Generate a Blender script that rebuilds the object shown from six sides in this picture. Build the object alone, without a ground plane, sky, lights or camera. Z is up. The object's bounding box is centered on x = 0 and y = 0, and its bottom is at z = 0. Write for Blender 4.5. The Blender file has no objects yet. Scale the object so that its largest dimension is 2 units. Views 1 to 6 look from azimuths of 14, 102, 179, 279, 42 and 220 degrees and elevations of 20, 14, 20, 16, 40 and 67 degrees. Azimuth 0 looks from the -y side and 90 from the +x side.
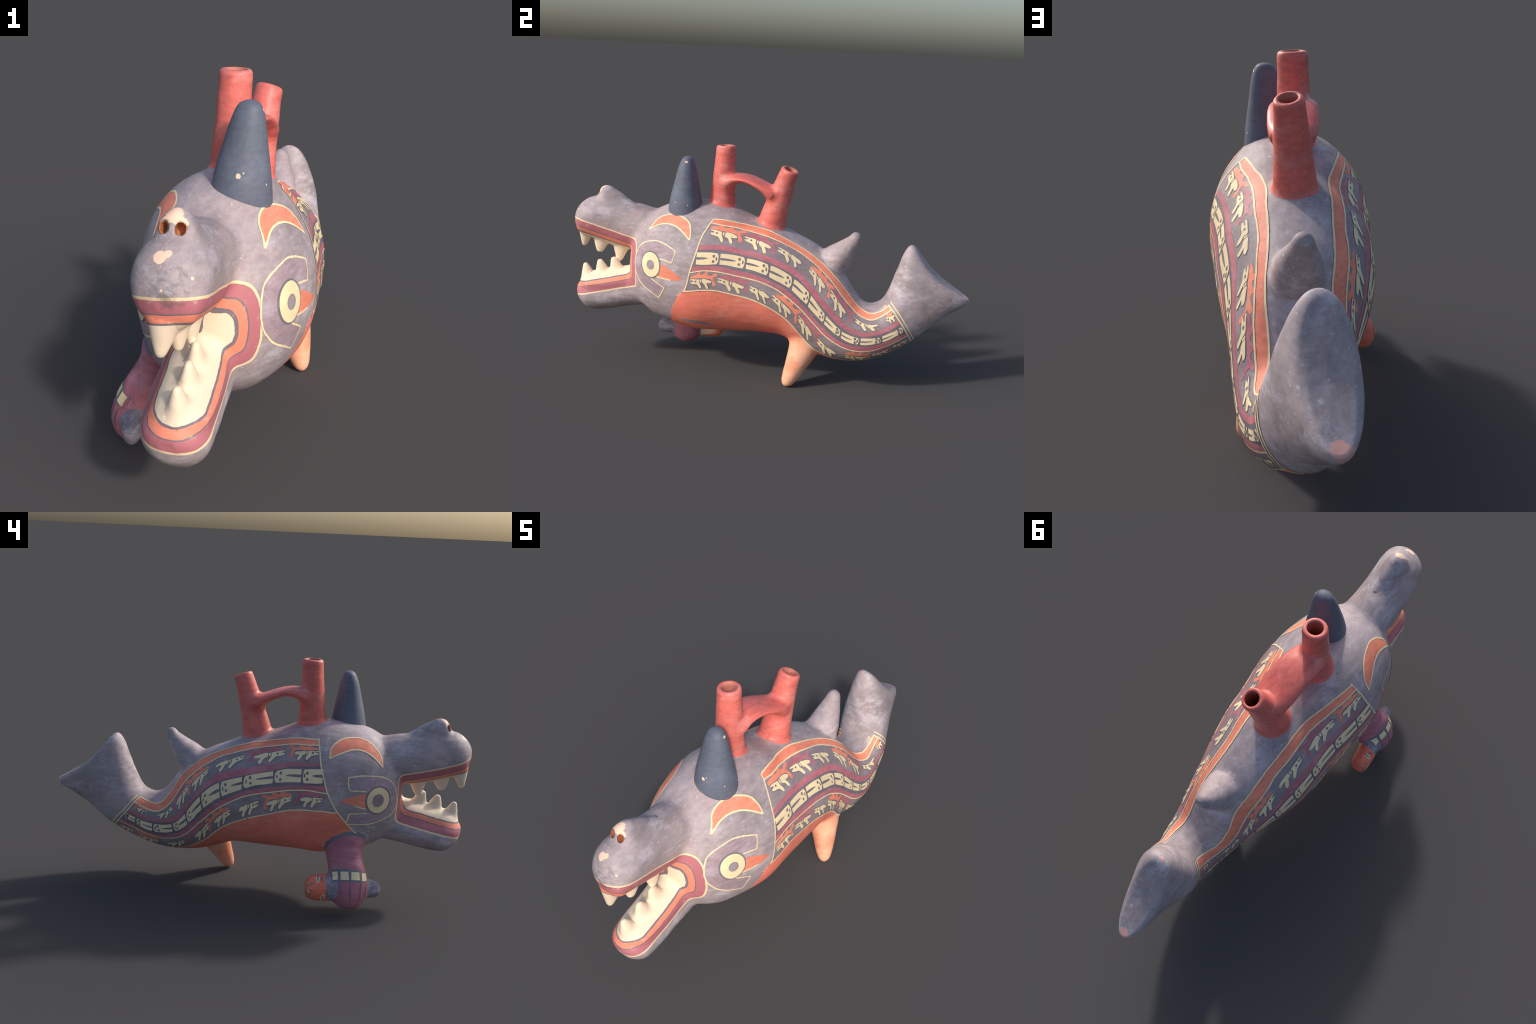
# Painted clay vessel in the shape of an open-mouthed killer whale:
# modelled as lofted clay volumes that are fused, smoothed at the joins,
# split again into named parts, then painted with slip-colour motifs.
import bpy, bmesh, math, random
import numpy as np
from mathutils import Vector, Matrix
from mathutils.bvhtree import BVHTree

random.seed(7)
RNG = np.random.default_rng(7)
VOXEL = 0.0046

# --------------------------------------------------------------------------
# basic geometry helpers
# --------------------------------------------------------------------------

def spline(points, n, closed=False):
    """Catmull-Rom (chord length) through rows of `points`, resampled to n rows."""
    P = np.asarray(points, float)
    d = np.linalg.norm(np.diff(P[:, :3], axis=0), axis=1) ** 0.75 + 1e-6
    t = np.concatenate([[0], np.cumsum(d)])
    m = np.empty_like(P)
    m[1:-1] = (P[2:] - P[:-2]) / (t[2:] - t[:-2])[:, None]
    m[0] = (P[1] - P[0]) / d[0]
    m[-1] = (P[-1] - P[-2]) / d[-1]
    tt = np.linspace(0, t[-1], n)
    i = np.clip(np.searchsorted(t, tt, side="right") - 1, 0, len(P) - 2)
    h = (t[i + 1] - t[i])[:, None]
    u = ((tt - t[i])[:, None]) / h
    return ((2*u**3 - 3*u**2 + 1) * P[i] + (u**3 - 2*u**2 + u) * h * m[i]
            + (-2*u**3 + 3*u**2) * P[i + 1] + (u**3 - u**2) * h * m[i + 1])


def ring_mesh(rings):
    """Closed skin over a list of equal rings, fan caps at both ends."""
    rings = np.asarray(rings)
    n, m = rings.shape[:2]
    verts = rings.reshape(-1, 3).tolist()
    faces = []
    for i in range(n - 1):
        for j in range(m):
            k = (j + 1) % m
            faces.append((i*m + j, i*m + k, (i+1)*m + k, (i+1)*m + j))
    verts.append(rings[0].mean(0).tolist()); a = len(verts) - 1
    verts.append(rings[-1].mean(0).tolist()); b = len(verts) - 1
    for j in range(m):
        k = (j + 1) % m
        faces.append((a, k, j))
        faces.append((b, (n-1)*m + j, (n-1)*m + k))
    return verts, faces


def section(a, power):
    """Unit section outline; `power` = fullness, or (upper, lower) fullness."""
    up, low = power if isinstance(power, tuple) else (power, power)
    c, s = np.cos(a), np.sin(a)
    p = np.where(s > 0, up, low)
    return np.sign(c) * (1 - np.minimum(np.abs(s), 1) ** p) ** (1 / p), s


def loft_pairs(stations, n=70, seg=48, power=2.0):
    """Sections given by their top point, bottom point and half width along x.
    station = (x_top, y_top, z_top, x_bottom, y_bottom, z_bottom, half_width)"""
    S = spline(stations, n)
    a = np.linspace(0, 2*np.pi, seg, endpoint=False)
    c, s = section(a, power)
    rings = []
    for r in S:
        top, bot, w = r[:3], r[3:6], max(r[6], 0.001)
        mid, half = (top + bot) / 2, (top - bot) / 2
        rings.append(mid + np.outer(s, half) + np.outer(c * w, [1, 0, 0]))
    return ring_mesh(rings)


def loft_axis(stations, n=40, seg=32, side=(1, 0, 0)):
    """Round-ish limb: station = (x, y, z, radius_along_side, radius_across)."""
    S = spline(stations, n)
    C = S[:, :3]
    T = np.gradient(C, axis=0)
    T /= np.linalg.norm(T, axis=1)[:, None]
    a = np.linspace(0, 2*np.pi, seg, endpoint=False)
    rings = []
    for c, t, ra, rb in zip(C, T, S[:, 3], S[:, 4]):
        u = np.array(side, float); u -= t * (u @ t); u /= np.linalg.norm(u)
        v = np.cross(t, u)
        rings.append(c + np.outer(np.cos(a) * max(ra, .0008), u) + np.outer(np.sin(a) * max(rb, .0008), v))
    return ring_mesh(rings)


def ellipsoid(c, r, rot=(0, 0, 0), seg=28):
    bm = bmesh.new()
    bmesh.ops.create_uvsphere(bm, u_segments=seg, v_segments=seg // 2, radius=1)
    from mathutils import Euler
    M = Matrix.Translation(c) @ Euler(rot).to_matrix().to_4x4() @ Matrix.Diagonal((*r, 1))
    bmesh.ops.transform(bm, matrix=M, verts=bm.verts)
    v = [tuple(x.co) for x in bm.verts]
    f = [tuple(x.index for x in p.verts) for p in bm.faces]
    bm.free()
    return v, f


def new_mesh(name, verts, faces):
    me = bpy.data.meshes.new(name)
    me.from_pydata([tuple(v) for v in verts], [], faces)
    bm = bmesh.new(); bm.from_mesh(me)
    bmesh.ops.recalc_face_normals(bm, faces=bm.faces)
    bm.to_mesh(me); bm.free()
    me.update()
    return me


def link(name, me):
    o = bpy.data.objects.new(name, me)
    bpy.context.scene.collection.objects.link(o)
    return o


def evaluated(o):
    dg = bpy.context.evaluated_depsgraph_get()
    me = bpy.data.meshes.new_from_object(o.evaluated_get(dg))
    return me

# --------------------------------------------------------------------------
# 1. clay volumes
# --------------------------------------------------------------------------
def pair(yt, zt, yb, zb, w, xt, xb=None):
    return (xt, yt, zt, xt if xb is None else xb, yb, zb, w)

volumes = {}

FULLNESS = (2.02, 2.16)    # flanks slightly boxier than an ellipse, more so below
BODY = [
    pair(-0.694, 0.56, -0.694, 0.5, 0.04, 0.042),
    pair(-0.687, 0.63, -0.687, 0.42, 0.085, 0.04),
    pair(-0.665, 0.71, -0.665, 0.355, 0.127, 0.036, 0.039),
    pair(-0.62, 0.772, -0.62, 0.308, 0.173, 0.032, 0.0395),
    pair(-0.55, 0.822, -0.55, 0.266, 0.22, 0.028, 0.0415),
    pair(-0.45, 0.855, -0.45, 0.236, 0.249, 0.02, 0.041),
    pair(-0.33, 0.868, -0.33, 0.213, 0.27, 0.01, 0.037),
    pair(-0.2, 0.848, -0.2, 0.22, 0.264, 0.004, 0.0315),
    pair(-0.08, 0.801, -0.1, 0.224, 0.253, 0.004, 0.025),
    pair(0.05, 0.766, 0.02, 0.229, 0.245, -0.002, 0.0205),
    pair(0.16, 0.72, 0.1, 0.224, 0.23, -0.01, 0.023),
    pair(0.27, 0.666, 0.18, 0.19, 0.205, -0.006, 0.0315),
    pair(0.36, 0.59, 0.27, 0.156, 0.177, 0.012, 0.04425),
    pair(0.43, 0.497, 0.36, 0.139, 0.158, 0.022, 0.055),
    pair(0.48, 0.438, 0.45, 0.14, 0.143, 0.028, 0.058),
    pair(0.53, 0.424, 0.54, 0.156, 0.132, 0.026, 0.0545),
    pair(0.58, 0.45, 0.63, 0.193, 0.121, 0.014, 0.0425),
    pair(0.612, 0.512, 0.705, 0.237, 0.123, 0, 0.025),
    pair(0.645, 0.612, 0.775, 0.285, 0.113, -0.012, 0.0055),
    pair(0.672, 0.692, 0.85, 0.355, 0.099, -0.016, -0.0125),
    pair(0.697, 0.724, 0.925, 0.408, 0.085, -0.023, -0.032),
    pair(0.722, 0.718, 0.985, 0.448, 0.072, -0.03, -0.045),
    pair(0.738, 0.7, 1, 0.472, 0.052, -0.032, -0.04925),
]
volumes["body"] = loft_pairs(BODY, n=150, seg=72, power=FULLNESS)
# the trailing edge of the tail is hollowed between its two lobes
v = np.asarray(volumes["body"][0])
tip_a, tip_b = np.array([-.033, .70, .73]), np.array([-.057, 1.0, .475])
edge = tip_b - tip_a
t = np.clip((v - tip_a) @ edge / (edge @ edge), 0, 1)
gap = np.linalg.norm((v - tip_a - np.outer(t, edge))[:, 1:], axis=1)
pull = .026 * np.sin(np.pi * t) ** 1.2 * np.clip(1 - gap / .12, 0, 1) * (v[:, 1] > .6)
v = v + np.outer(pull, [0, -.64, -.77])
volumes["body"] = (v.tolist(), volumes["body"][1])

volumes["upper_jaw"] = loft_pairs([
    pair(-0.5, 0.785, -0.5, 0.615, 0.09, 0.025),
    pair(-0.6, 0.808, -0.6, 0.598, 0.108, 0.028),
    pair(-0.67, 0.822, -0.67, 0.588, 0.104, 0.02972),
    pair(-0.75, 0.834, -0.75, 0.588, 0.101, 0.0338),
    pair(-0.83, 0.85, -0.83, 0.606, 0.101, 0.04),
    pair(-0.89, 0.852, -0.89, 0.626, 0.1, 0.047),
    pair(-0.94, 0.836, -0.935, 0.64, 0.092, 0.054),
    pair(-0.975, 0.806, -0.965, 0.648, 0.075, 0.06),
    pair(-0.992, 0.778, -0.982, 0.67, 0.05, 0.063),
    pair(-0.999, 0.755, -0.994, 0.705, 0.024, 0.065),
], n=70)

volumes["nose"] = loft_pairs([
    pair(-.68, .82, -.68, .78, .012, .038),
    pair(-.73, .850, -.73, .77, .030, .038),
    pair(-.78, .880, -.78, .76, .046, .039),
    pair(-.83, .905, -.83, .76, .052, .040),
    pair(-.862, .902, -.862, .78, .050, .041),
    pair(-.880, .882, -.880, .79, .044, .041),
    pair(-.890, .858, -.890, .80, .030, .041),
], n=40, power=1.7)

volumes["lower_jaw"] = loft_pairs([
    pair(-0.52, 0.47, -0.52, 0.3, 0.085, 0.035),
    pair(-0.62, 0.465, -0.62, 0.302, 0.1, 0.04),
    pair(-0.7, 0.458, -0.7, 0.29, 0.103, 0.043),
    pair(-0.78, 0.446, -0.78, 0.272, 0.102, 0.0498),
    pair(-0.86, 0.434, -0.86, 0.257, 0.098, 0.058),
    pair(-0.92, 0.424, -0.915, 0.257, 0.091, 0.066),
    pair(-0.957, 0.412, -0.948, 0.278, 0.075, 0.07),
    pair(-0.979, 0.396, -0.97, 0.302, 0.053, 0.072),
    pair(-0.989, 0.375, -0.984, 0.335, 0.026, 0.073),
], n=70)

# the cream floor of the mouth swells up to the row of teeth
volumes["gum"] = loft_pairs([
    pair(-0.63, 0.53, -0.63, 0.34, 0.085, 0.045),
    pair(-0.7, 0.508, -0.7, 0.34, 0.088, 0.0515),
    pair(-0.76, 0.492, -0.76, 0.34, 0.088, 0.06082),
    pair(-0.83, 0.473, -0.83, 0.335, 0.086, 0.068),
    pair(-0.9, 0.458, -0.9, 0.33, 0.08, 0.074),
    pair(-0.94, 0.447, -0.938, 0.33, 0.066, 0.076),
    pair(-0.963, 0.428, -0.96, 0.34, 0.04, 0.076),
], n=40, power=1.75)

def tooth(tip, root, r_root, lean=0.0):
    tip, root = np.array(tip), np.array(root)
    st = []
    for t, k in ((0, 1.15), (.25, .92), (.5, .68), (.75, .46), (.92, .30), (.985, .17), (1, .03)):
        p = root + (tip - root) * t
        p[1] += lean * t * (1 - t)
        st.append((*p, r_root[0] * k, r_root[1] * k))
    return loft_axis(st, n=22, seg=20)

lower_teeth = [((.080, -.949, .500), (.080, -.928, .410), (.036, .044)),
               ((.082, -.869, .527), (.075, -.845, .42), (.036, .052)),
               ((.076, -.797, .544), (.068, -.768, .44), (.036, .052))]
upper_teeth = [((.046, -.969, .580), (.052, -.950, .675), (.042, .040)),
               ((.060, -.879, .557), (.050, -.862, .665), (.040, .058)),
               ((.058, -.773, .520), (.046, -.757, .635), (.036, .054))]
for i, (t, r, rr) in enumerate(lower_teeth):
    volumes[f"tooth_low{i}"] = tooth(t, r, rr)
for i, (t, r, rr) in enumerate(upper_teeth):
    volumes[f"tooth_up{i}"] = tooth(t, r, rr)

volumes["back_fin"] = loft_axis([
    (.010, .296, .580, .084, .086), (.009, .347, .635, .072, .072), (.004, .392, .686, .053, .050),
    (.000, .422, .725, .036, .033), (-.002, .438, .752, .025, .024), (-.003, .445, .761, .012, .012), (-.003, .447, .764, .002, .002)])

volumes["belly_fin"] = loft_axis([
    (.100, .235, .260, .082, .090), (.120, .224, .190, .070, .076), (.145, .199, .120, .055, .057),
    (.165, .175, .060, .041, .042), (.177, .161, .025, .030, .031), (.182, .155, .008, .018, .019), (.183, .154, .001, .003, .003)])

# spouts: gently flared, leaning tubes
volumes["spout_front"] = loft_axis([
    (-.005, -.252, .76, .070, .072), (-.004, -.250, .85, .064, .066), (-.003, -.247, .94, .057, .058), (-.002, -.243, 1.02, .053, .052),
    (-.001, -.239, 1.09, .050, .049), (.000, -.236, 1.139, .049, .048), (.000, -.236, 1.1465, .042, .042)], n=50, seg=40)
volumes["spout_rear"] = loft_axis([
    (.004, -.004, .70, .074, .078), (.006, .010, .78, .068, .070), (.010, .034, .87, .059, .060), (.015, .058, .95, .053, .052),
    (.019, .078, 1.01, .048, .047), (.022, .092, 1.047, .046, .045), (.023, .095, 1.055, .040, .040)], n=50, seg=40)
# broad strap bridging the spouts
volumes["bridge"] = loft_axis([
    (.000, -.245, .955, .064, .052), (.000, -.185, .985, .072, .030), (.002, -.130, .990, .078, .021), (.005, -.080, .976, .080, .021),
    (.008, -.025, .950, .078, .026), (.012, .030, .915, .068, .048)], n=40, seg=40)

# arm gripping a trophy head
volumes["arm"] = loft_axis([
    (-.090, -.440, .420, .055, .090), (-.125, -.445, .345, .074, .102), (-.148, -.450, .285, .063, .088), (-.174, -.461, .235, .058, .083),
    (-.199, -.475, .185, .063, .089), (-.214, -.485, .130, .072, .094), (-.220, -.490, .085, .068, .084), (-.224, -.494, .052, .052, .062),
    (-.226, -.496, .034, .030, .037), (-.227, -.496, .028, .004, .006)], n=50)
volumes["trophy_head"] = loft_axis([
    (-.250, -.282, .122, .006, .008), (-.250, -.290, .122, .030, .036), (-.248, -.315, .122, .040, .058), (-.244, -.355, .124, .043, .064),
    (-.232, -.410, .128, .045, .066), (-.214, -.480, .128, .046, .062), (-.195, -.550, .122, .040, .050), (-.182, -.600, .117, .030, .040),
    (-.176, -.625, .115, .020, .030), (-.174, -.634, .115, .004, .005)], n=50)
volumes["face_nose"] = ellipsoid((-.283, -.325, .130), (.012, .022, .012), (0, 0, .2))

PARTS = list(volumes)

# --------------------------------------------------------------------------
# 2. fuse, smooth the joins
# --------------------------------------------------------------------------
allv, allf, trees = [], [], {}
for name in PARTS:
    v, f = volumes[name]
    me = new_mesh(name, v, f)
    base = len(allv)
    allv += [tuple(x.co) for x in me.vertices]
    polys = [tuple(p.vertices) for p in me.polygons]
    allf += [tuple(i + base for i in p) for p in polys]
    trees[name] = BVHTree.FromPolygons([x.co for x in me.vertices], polys)
    bpy.data.meshes.remove(me)

me = bpy.data.meshes.new("fused")
me.from_pydata(allv, [], allf)
ob = link("fused", me)
mod = ob.modifiers.new("fuse", "REMESH")
mod.mode, mod.voxel_size, mod.adaptivity = "VOXEL", VOXEL, 0.0
fused = evaluated(ob)
bpy.data.objects.remove(ob)

nv = len(fused.vertices)
co = np.empty(nv * 3); fused.vertices.foreach_get("co", co); co = co.reshape(-1, 3)
ed = np.empty(len(fused.edges) * 2, int); fused.edges.foreach_get("vertices", ed); ed = ed.reshape(-1, 2)
deg = np.bincount(ed.ravel(), minlength=nv).astype(float)

def laplace(p):
    out = np.empty_like(p)
    for k in range(3):
        out[:, k] = (np.bincount(ed[:, 0], p[ed[:, 1], k], nv) + np.bincount(ed[:, 1], p[ed[:, 0], k], nv)) / deg
    return out

def spread(w, n):
    for _ in range(n):
        w = .5 * w + .5 * (np.bincount(ed[:, 0], w[ed[:, 1]], nv) + np.bincount(ed[:, 1], w[ed[:, 0]], nv)) / deg
    return w

FAR = 0.06
dist = np.full((len(PARTS), nv), FAR)
for i, name in enumerate(PARTS):
    v = np.asarray(volumes[name][0]); lo, hi = v.min(0) - FAR, v.max(0) + FAR
    near = np.nonzero(((co > lo) & (co < hi)).all(1))[0]
    find = trees[name].find_nearest
    for j in near:
        d = find(co[j], FAR)[3]
        if d is not None:
            dist[i, j] = d

P = {n: i for i, n in enumerate(PARTS)}
def blend(a, b, radius):
    """1 on the join line of volumes a and b, falling to 0 at `radius`."""
    d = np.maximum(dist[P[a]], dist[P[b]])
    return np.clip(1.6 - 1.6 * d / radius, 0, 1)

mask = np.zeros(nv)
JOINS = [("body", "upper_jaw", .055), ("body", "lower_jaw", .030), ("body", "back_fin", .042), ("body", "belly_fin", .030),
         ("upper_jaw", "nose", .026), ("lower_jaw", "gum", .02), ("body", "gum", .03), ("body", "spout_front", .034), ("body", "spout_rear", .034),
         ("bridge", "spout_front", .022), ("bridge", "spout_rear", .022), ("body", "arm", .026), ("arm", "trophy_head", .016), ("trophy_head", "face_nose", .008)]
JOINS += [("gum", f"tooth_low{i}", .018) for i in range(3)] + [("upper_jaw", f"tooth_up{i}", .018) for i in range(3)]
for a, b, r in JOINS:
    mask = np.maximum(mask, blend(a, b, r))
mask = spread(mask, 3)[:, None]

for _ in range(4):                      # Taubin pass: removes voxel steps, keeps volume
    co += .5 * (laplace(co) - co)
    co += -.52 * (laplace(co) - co)
for _ in range(45):                     # fillets
    co += .6 * mask * (laplace(co) - co)
for _ in range(3):
    co += .5 * (laplace(co) - co)
    co += -.52 * (laplace(co) - co)

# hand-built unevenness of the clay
from mathutils import noise as mnoise
fused.vertices.foreach_set("co", co.ravel()); fused.update()
nrm = np.empty(nv * 3); fused.vertices.foreach_get("normal", nrm); nrm = nrm.reshape(-1, 3)
lump = np.array([.0016 * mnoise.noise(Vector(p) * 9) + .0007 * mnoise.noise(Vector(p) * 31) for p in co])
co += nrm * lump[:, None]
fused.vertices.foreach_set("co", co.ravel()); fused.update()

# --------------------------------------------------------------------------
# 3. body chart: s = metres along the spine, phi = degrees up the flank
# --------------------------------------------------------------------------
CH = spline(BODY, 800)
MID = (CH[:, :3] + CH[:, 3:6]) / 2
SL = np.concatenate([[0], np.cumsum(np.linalg.norm(np.diff(MID, axis=0), axis=1))])

def chart(s, phi, side):
    """Point of the whale's flank; side +1 is the +x flank, -1 the -x flank."""
    s, phi = np.atleast_1d(np.asarray(s, float)), np.atleast_1d(np.asarray(phi, float))
    R = np.stack([np.interp(s, SL, CH[:, k]) for k in range(7)], 1)
    a = np.radians(phi)
    mid, half = (R[:, :3] + R[:, 3:6]) / 2, (R[:, :3] - R[:, 3:6]) / 2
    c, q = section(a, FULLNESS)
    out = mid + half * q[:, None]
    out[:, 0] += side * c * R[:, 6]
    return out

def smooth_curve(table):
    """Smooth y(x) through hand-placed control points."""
    t = np.asarray(sorted(table), float)
    c = spline(np.column_stack([t[:, 0], t[:, 1] * .01, 0 * t[:, 0], t[:, 1]]), 200)
    o = np.argsort(c[:, 0])
    x, y = c[o, 0], c[o, 3]
    return lambda q: np.interp(q, x, y)

LANES = {+1: dict(
    A=[(.454, 56), (.54, 61), (.61, 67), (.69, 69), (.76, 67), (.85, 65), (.94, 62), (1.0, 61), (1.06, 61), (1.13, 63), (1.19, 64), (1.245, 61), (1.297, 54), (1.35, 48), (1.45, 37)],
    B=[(.452, 51), (.51, 52), (.565, 56), (.635, 59), (.71, 59), (.77, 58), (.85, 57), (.905, 54), (.955, 52), (1.027, 50), (1.096, 48), (1.167, 48), (1.224, 47), (1.279, 41), (1.321, 36), (1.379, 33), (1.45, 25)],
    C=[(.412, 28), (.47, 30), (.555, 34), (.645, 36.5), (.735, 36), (.81, 35), (.88, 33), (.95, 27), (1.027, 22), (1.1, 19), (1.165, 18), (1.224, 16), (1.297, 12), (1.372, 7), (1.434, 1), (1.475, -3)],
    D=[(.409, 24), (.47, 26), (.56, 29), (.65, 31), (.74, 30), (.815, 28.5), (.89, 25.5), (.99, 16), (1.066, 12), (1.132, 10), (1.194, 9), (1.247, 7), (1.316, 3), (1.388, -3), (1.48, -11)],
    E=[(.412, 22), (.5, 24), (.59, 28), (.65, 29), (.74, 28), (.8, 27), (.866, 24.5), (.953, 18), (1.057, 9), (1.161, 5), (1.258, 3), (1.316, -1), (1.36, -6), (1.417, -11), (1.485, -17)],
    F=[(.4, 11), (.477, 13), (.57, 16.5), (.64, 18), (.705, 17.5), (.77, 15), (.855, 12), (.935, 6), (1.049, -2), (1.161, -6), (1.22, -9), (1.26, -11), (1.316, -15), (1.36, -19), (1.417, -24), (1.494, -31)],
    G=[(.388, 9), (.48, 12), (.57, 14), (.66, 15), (.755, 12.5), (.85, 9), (.937, 2), (1.023, -5), (1.113, -10), (1.19, -13), (1.253, -15), (1.313, -18.5), (1.4, -25), (1.49, -35)],
    H=[(.381, 4), (.45, 7), (.51, 8), (.605, 9.5), (.696, 9), (.79, 6), (.865, 1), (.937, -4), (1.009, -10), (1.085, -16), (1.151, -19), (1.209, -23), (1.269, -27), (1.33, -31), (1.41, -36), (1.492, -42)],
    I=[(.25, -15), (.357, -13), (.45, -10), (.55, -9), (.64, -9.5), (.722, -13), (.78, -17), (.889, -26), (.955, -35), (1.033, -47), (1.104, -54), (1.173, -59), (1.229, -63), (1.3, -64), (1.367, -66), (1.434, -66), (1.53, -68)],
    J=[(80, .48), (56, .454), (45, .435), (37, .421), (28, .409), (19, .4), (11, .388), (6, .381), (2, .376), (-6, .367), (-13, .352), (-16, .332), (-21, .308), (-32, .283), (-46, .262), (-70, .245), (-90, .225)],
    T=[(90, 1.41), (60, 1.43), (36, 1.454), (13, 1.477), (-8, 1.494), (-30, 1.507), (-60, 1.512), (-90, 1.51)]),
  -1: dict(
    A=[(.4, 54), (.46, 56), (.555, 61), (.617, 65), (.68, 66), (.743, 66), (.8, 67), (.85, 67.5), (.9, 66), (.963, 63), (1.02, 60), (1.062, 56), (1.107, 50), (1.147, 47), (1.185, 45), (1.222, 46), (1.269, 51), (1.316, 54), (1.37, 54)],
    B=[(.4, 48), (.457, 49), (.55, 53), (.63, 56.5), (.69, 56.5), (.77, 56), (.84, 57), (.88, 54), (.941, 50), (.998, 46), (1.049, 40), (1.094, 34), (1.142, 30), (1.185, 29), (1.224, 30), (1.261, 32), (1.303, 35), (1.372, 35.5)],
    C=[(.381, 31), (.445, 32), (.54, 34), (.632, 36), (.726, 34.5), (.83, 35), (.86, 33.5), (.909, 28), (.965, 22), (1.031, 15), (1.079, 10), (1.124, 8), (1.165, 9), (1.22, 14), (1.277, 18), (1.332, 17), (1.393, 12)],
    D=[(.378, 29), (.445, 29), (.537, 29), (.63, 29), (.724, 27), (.82, 27), (.86, 26), (.911, 22), (.969, 16), (1.037, 8), (1.087, 2), (1.13, 1), (1.188, 5), (1.239, 9), (1.292, 11), (1.348, 8), (1.397, 5)],
    E=[(.374, 27), (.461, 26.5), (.583, 28.5), (.662, 28), (.732, 26), (.82, 25), (.862, 24), (.949, 16), (1.047, 4), (1.113, -1), (1.149, -1), (1.245, 5), (1.335, 5), (1.406, 0)],
    F=[(.357, 15), (.454, 15), (.58, 17), (.657, 16.5), (.718, 14), (.81, 10), (.863, 7), (.927, 2), (1.023, -8), (1.07, -13), (1.134, -14.5), (1.198, -13), (1.25, -12), (1.295, -10), (1.35, -8), (1.419, -15)],
    G=[(.35, 13), (.435, 13), (.53, 13), (.626, 14), (.722, 11), (.806, 6), (.865, 3), (.951, -5), (1.019, -12), (1.091, -17.5), (1.149, -18), (1.2, -18), (1.247, -18), (1.295, -16), (1.36, -16), (1.423, -20)],
    H=[(.341, 7), (.433, 9), (.529, 9), (.623, 9), (.722, 6), (.8, 1), (.87, -4), (.935, -10), (1.007, -17), (1.064, -23), (1.119, -26), (1.173, -25.5), (1.22, -25), (1.266, -22), (1.327, -21), (1.379, -24), (1.43, -30)],
    I=[(.15, -11), (.29, -10), (.364, -8), (.459, -8), (.557, -10), (.657, -14), (.762, -21), (.887, -31), (.957, -40), (1.027, -46), (1.094, -52), (1.153, -56), (1.25, -58), (1.33, -58), (1.4, -57), (1.5, -57)],
    J=[(80, .42), (54, .4), (41, .388), (29, .376), (18, .357), (9, .341), (0, .318), (-9, .29), (-22, .242), (-38, .195), (-60, .18), (-90, .225)],
    T=[(90, 1.345), (60, 1.365), (29, 1.397), (5, 1.419), (-21, 1.446), (-59, 1.475), (-90, 1.51)])}
CURVE = {sd: {k: smooth_curve(v) for k, v in d.items()} for sd, d in LANES.items()}

# --------------------------------------------------------------------------
# 4. cut spout bores and nostrils, name the regions
# --------------------------------------------------------------------------
NAMES = ["body", "belly", "head", "tail_fin", "upper_jaw", "nose", "lower_jaw", "gum", "back_fin", "belly_fin",
         "spout_front", "spout_rear", "bridge", "arm", "trophy_face", "trophy_hair", "nostril", "bore_front", "bore_rear"] + [f"tooth{i}" for i in range(6)]
ID = {n: i for i, n in enumerate(NAMES)}

bias = {"spout_front": -.007, "spout_rear": -.007, "back_fin": .0, "belly_fin": -.006, "arm": .006, "gum": -.001, "bridge": .004}
score = dist + np.array([bias.get(n, 0) for n in PARTS])[:, None]
fv = [tuple(p.vertices) for p in fused.polygons]
FV = np.array([f if len(f) == 4 else (*f, f[0]) for f in fv])
fscore = score[:, FV].mean(2)
near = fscore.argmin(0)
fc = co[FV].mean(1)

fine_v, fine_f = loft_pairs(BODY, n=300, seg=120, power=FULLNESS)
fine_tree = BVHTree.FromPolygons([Vector(x) for x in fine_v], fine_f)
FSL = np.interp(np.linspace(0, 1, 300), np.linspace(0, 1, 800), SL)

label = np.empty(len(fv), int)
for k, c in enumerate(fc):
    n = PARTS[near[k]]
    if n == "body":
        idx = fine_tree.find_nearest(Vector(c))[2]
        ring, seg = (divmod(idx, 120) if idx < 299 * 120 else (0 if c[1] < 0 else 299, 0))
        s_, a_ = FSL[ring], seg * 3.0 + 1.5
        sd = 1 if (a_ < 90 or a_ > 270) else -1
        ph = a_ if a_ < 90 else (180 - a_ if a_ < 270 else a_ - 360)
        cv = CURVE[sd]
        n = "head" if s_ < cv["J"](ph) else "tail_fin" if s_ > cv["T"](ph) else "belly" if ph < cv["I"](s_) else "body"
    elif n in ("trophy_head", "face_nose"):
        n = "trophy_face" if c[1] > -.392 + .22 * (c[2] - .13) else "trophy_hair"
    elif n.startswith("tooth_low"):
        n = "tooth" + n[-1]
    elif n.startswith("tooth_up"):
        n = "tooth" + str(3 + int(n[-1]))
    label[k] = ID[n]

bm = bmesh.new(); bm.from_mesh(fused)
lay = bm.faces.layers.int.new("region")
for f, l in zip(bm.faces, label.tolist()):
    f[lay] = l

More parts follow.
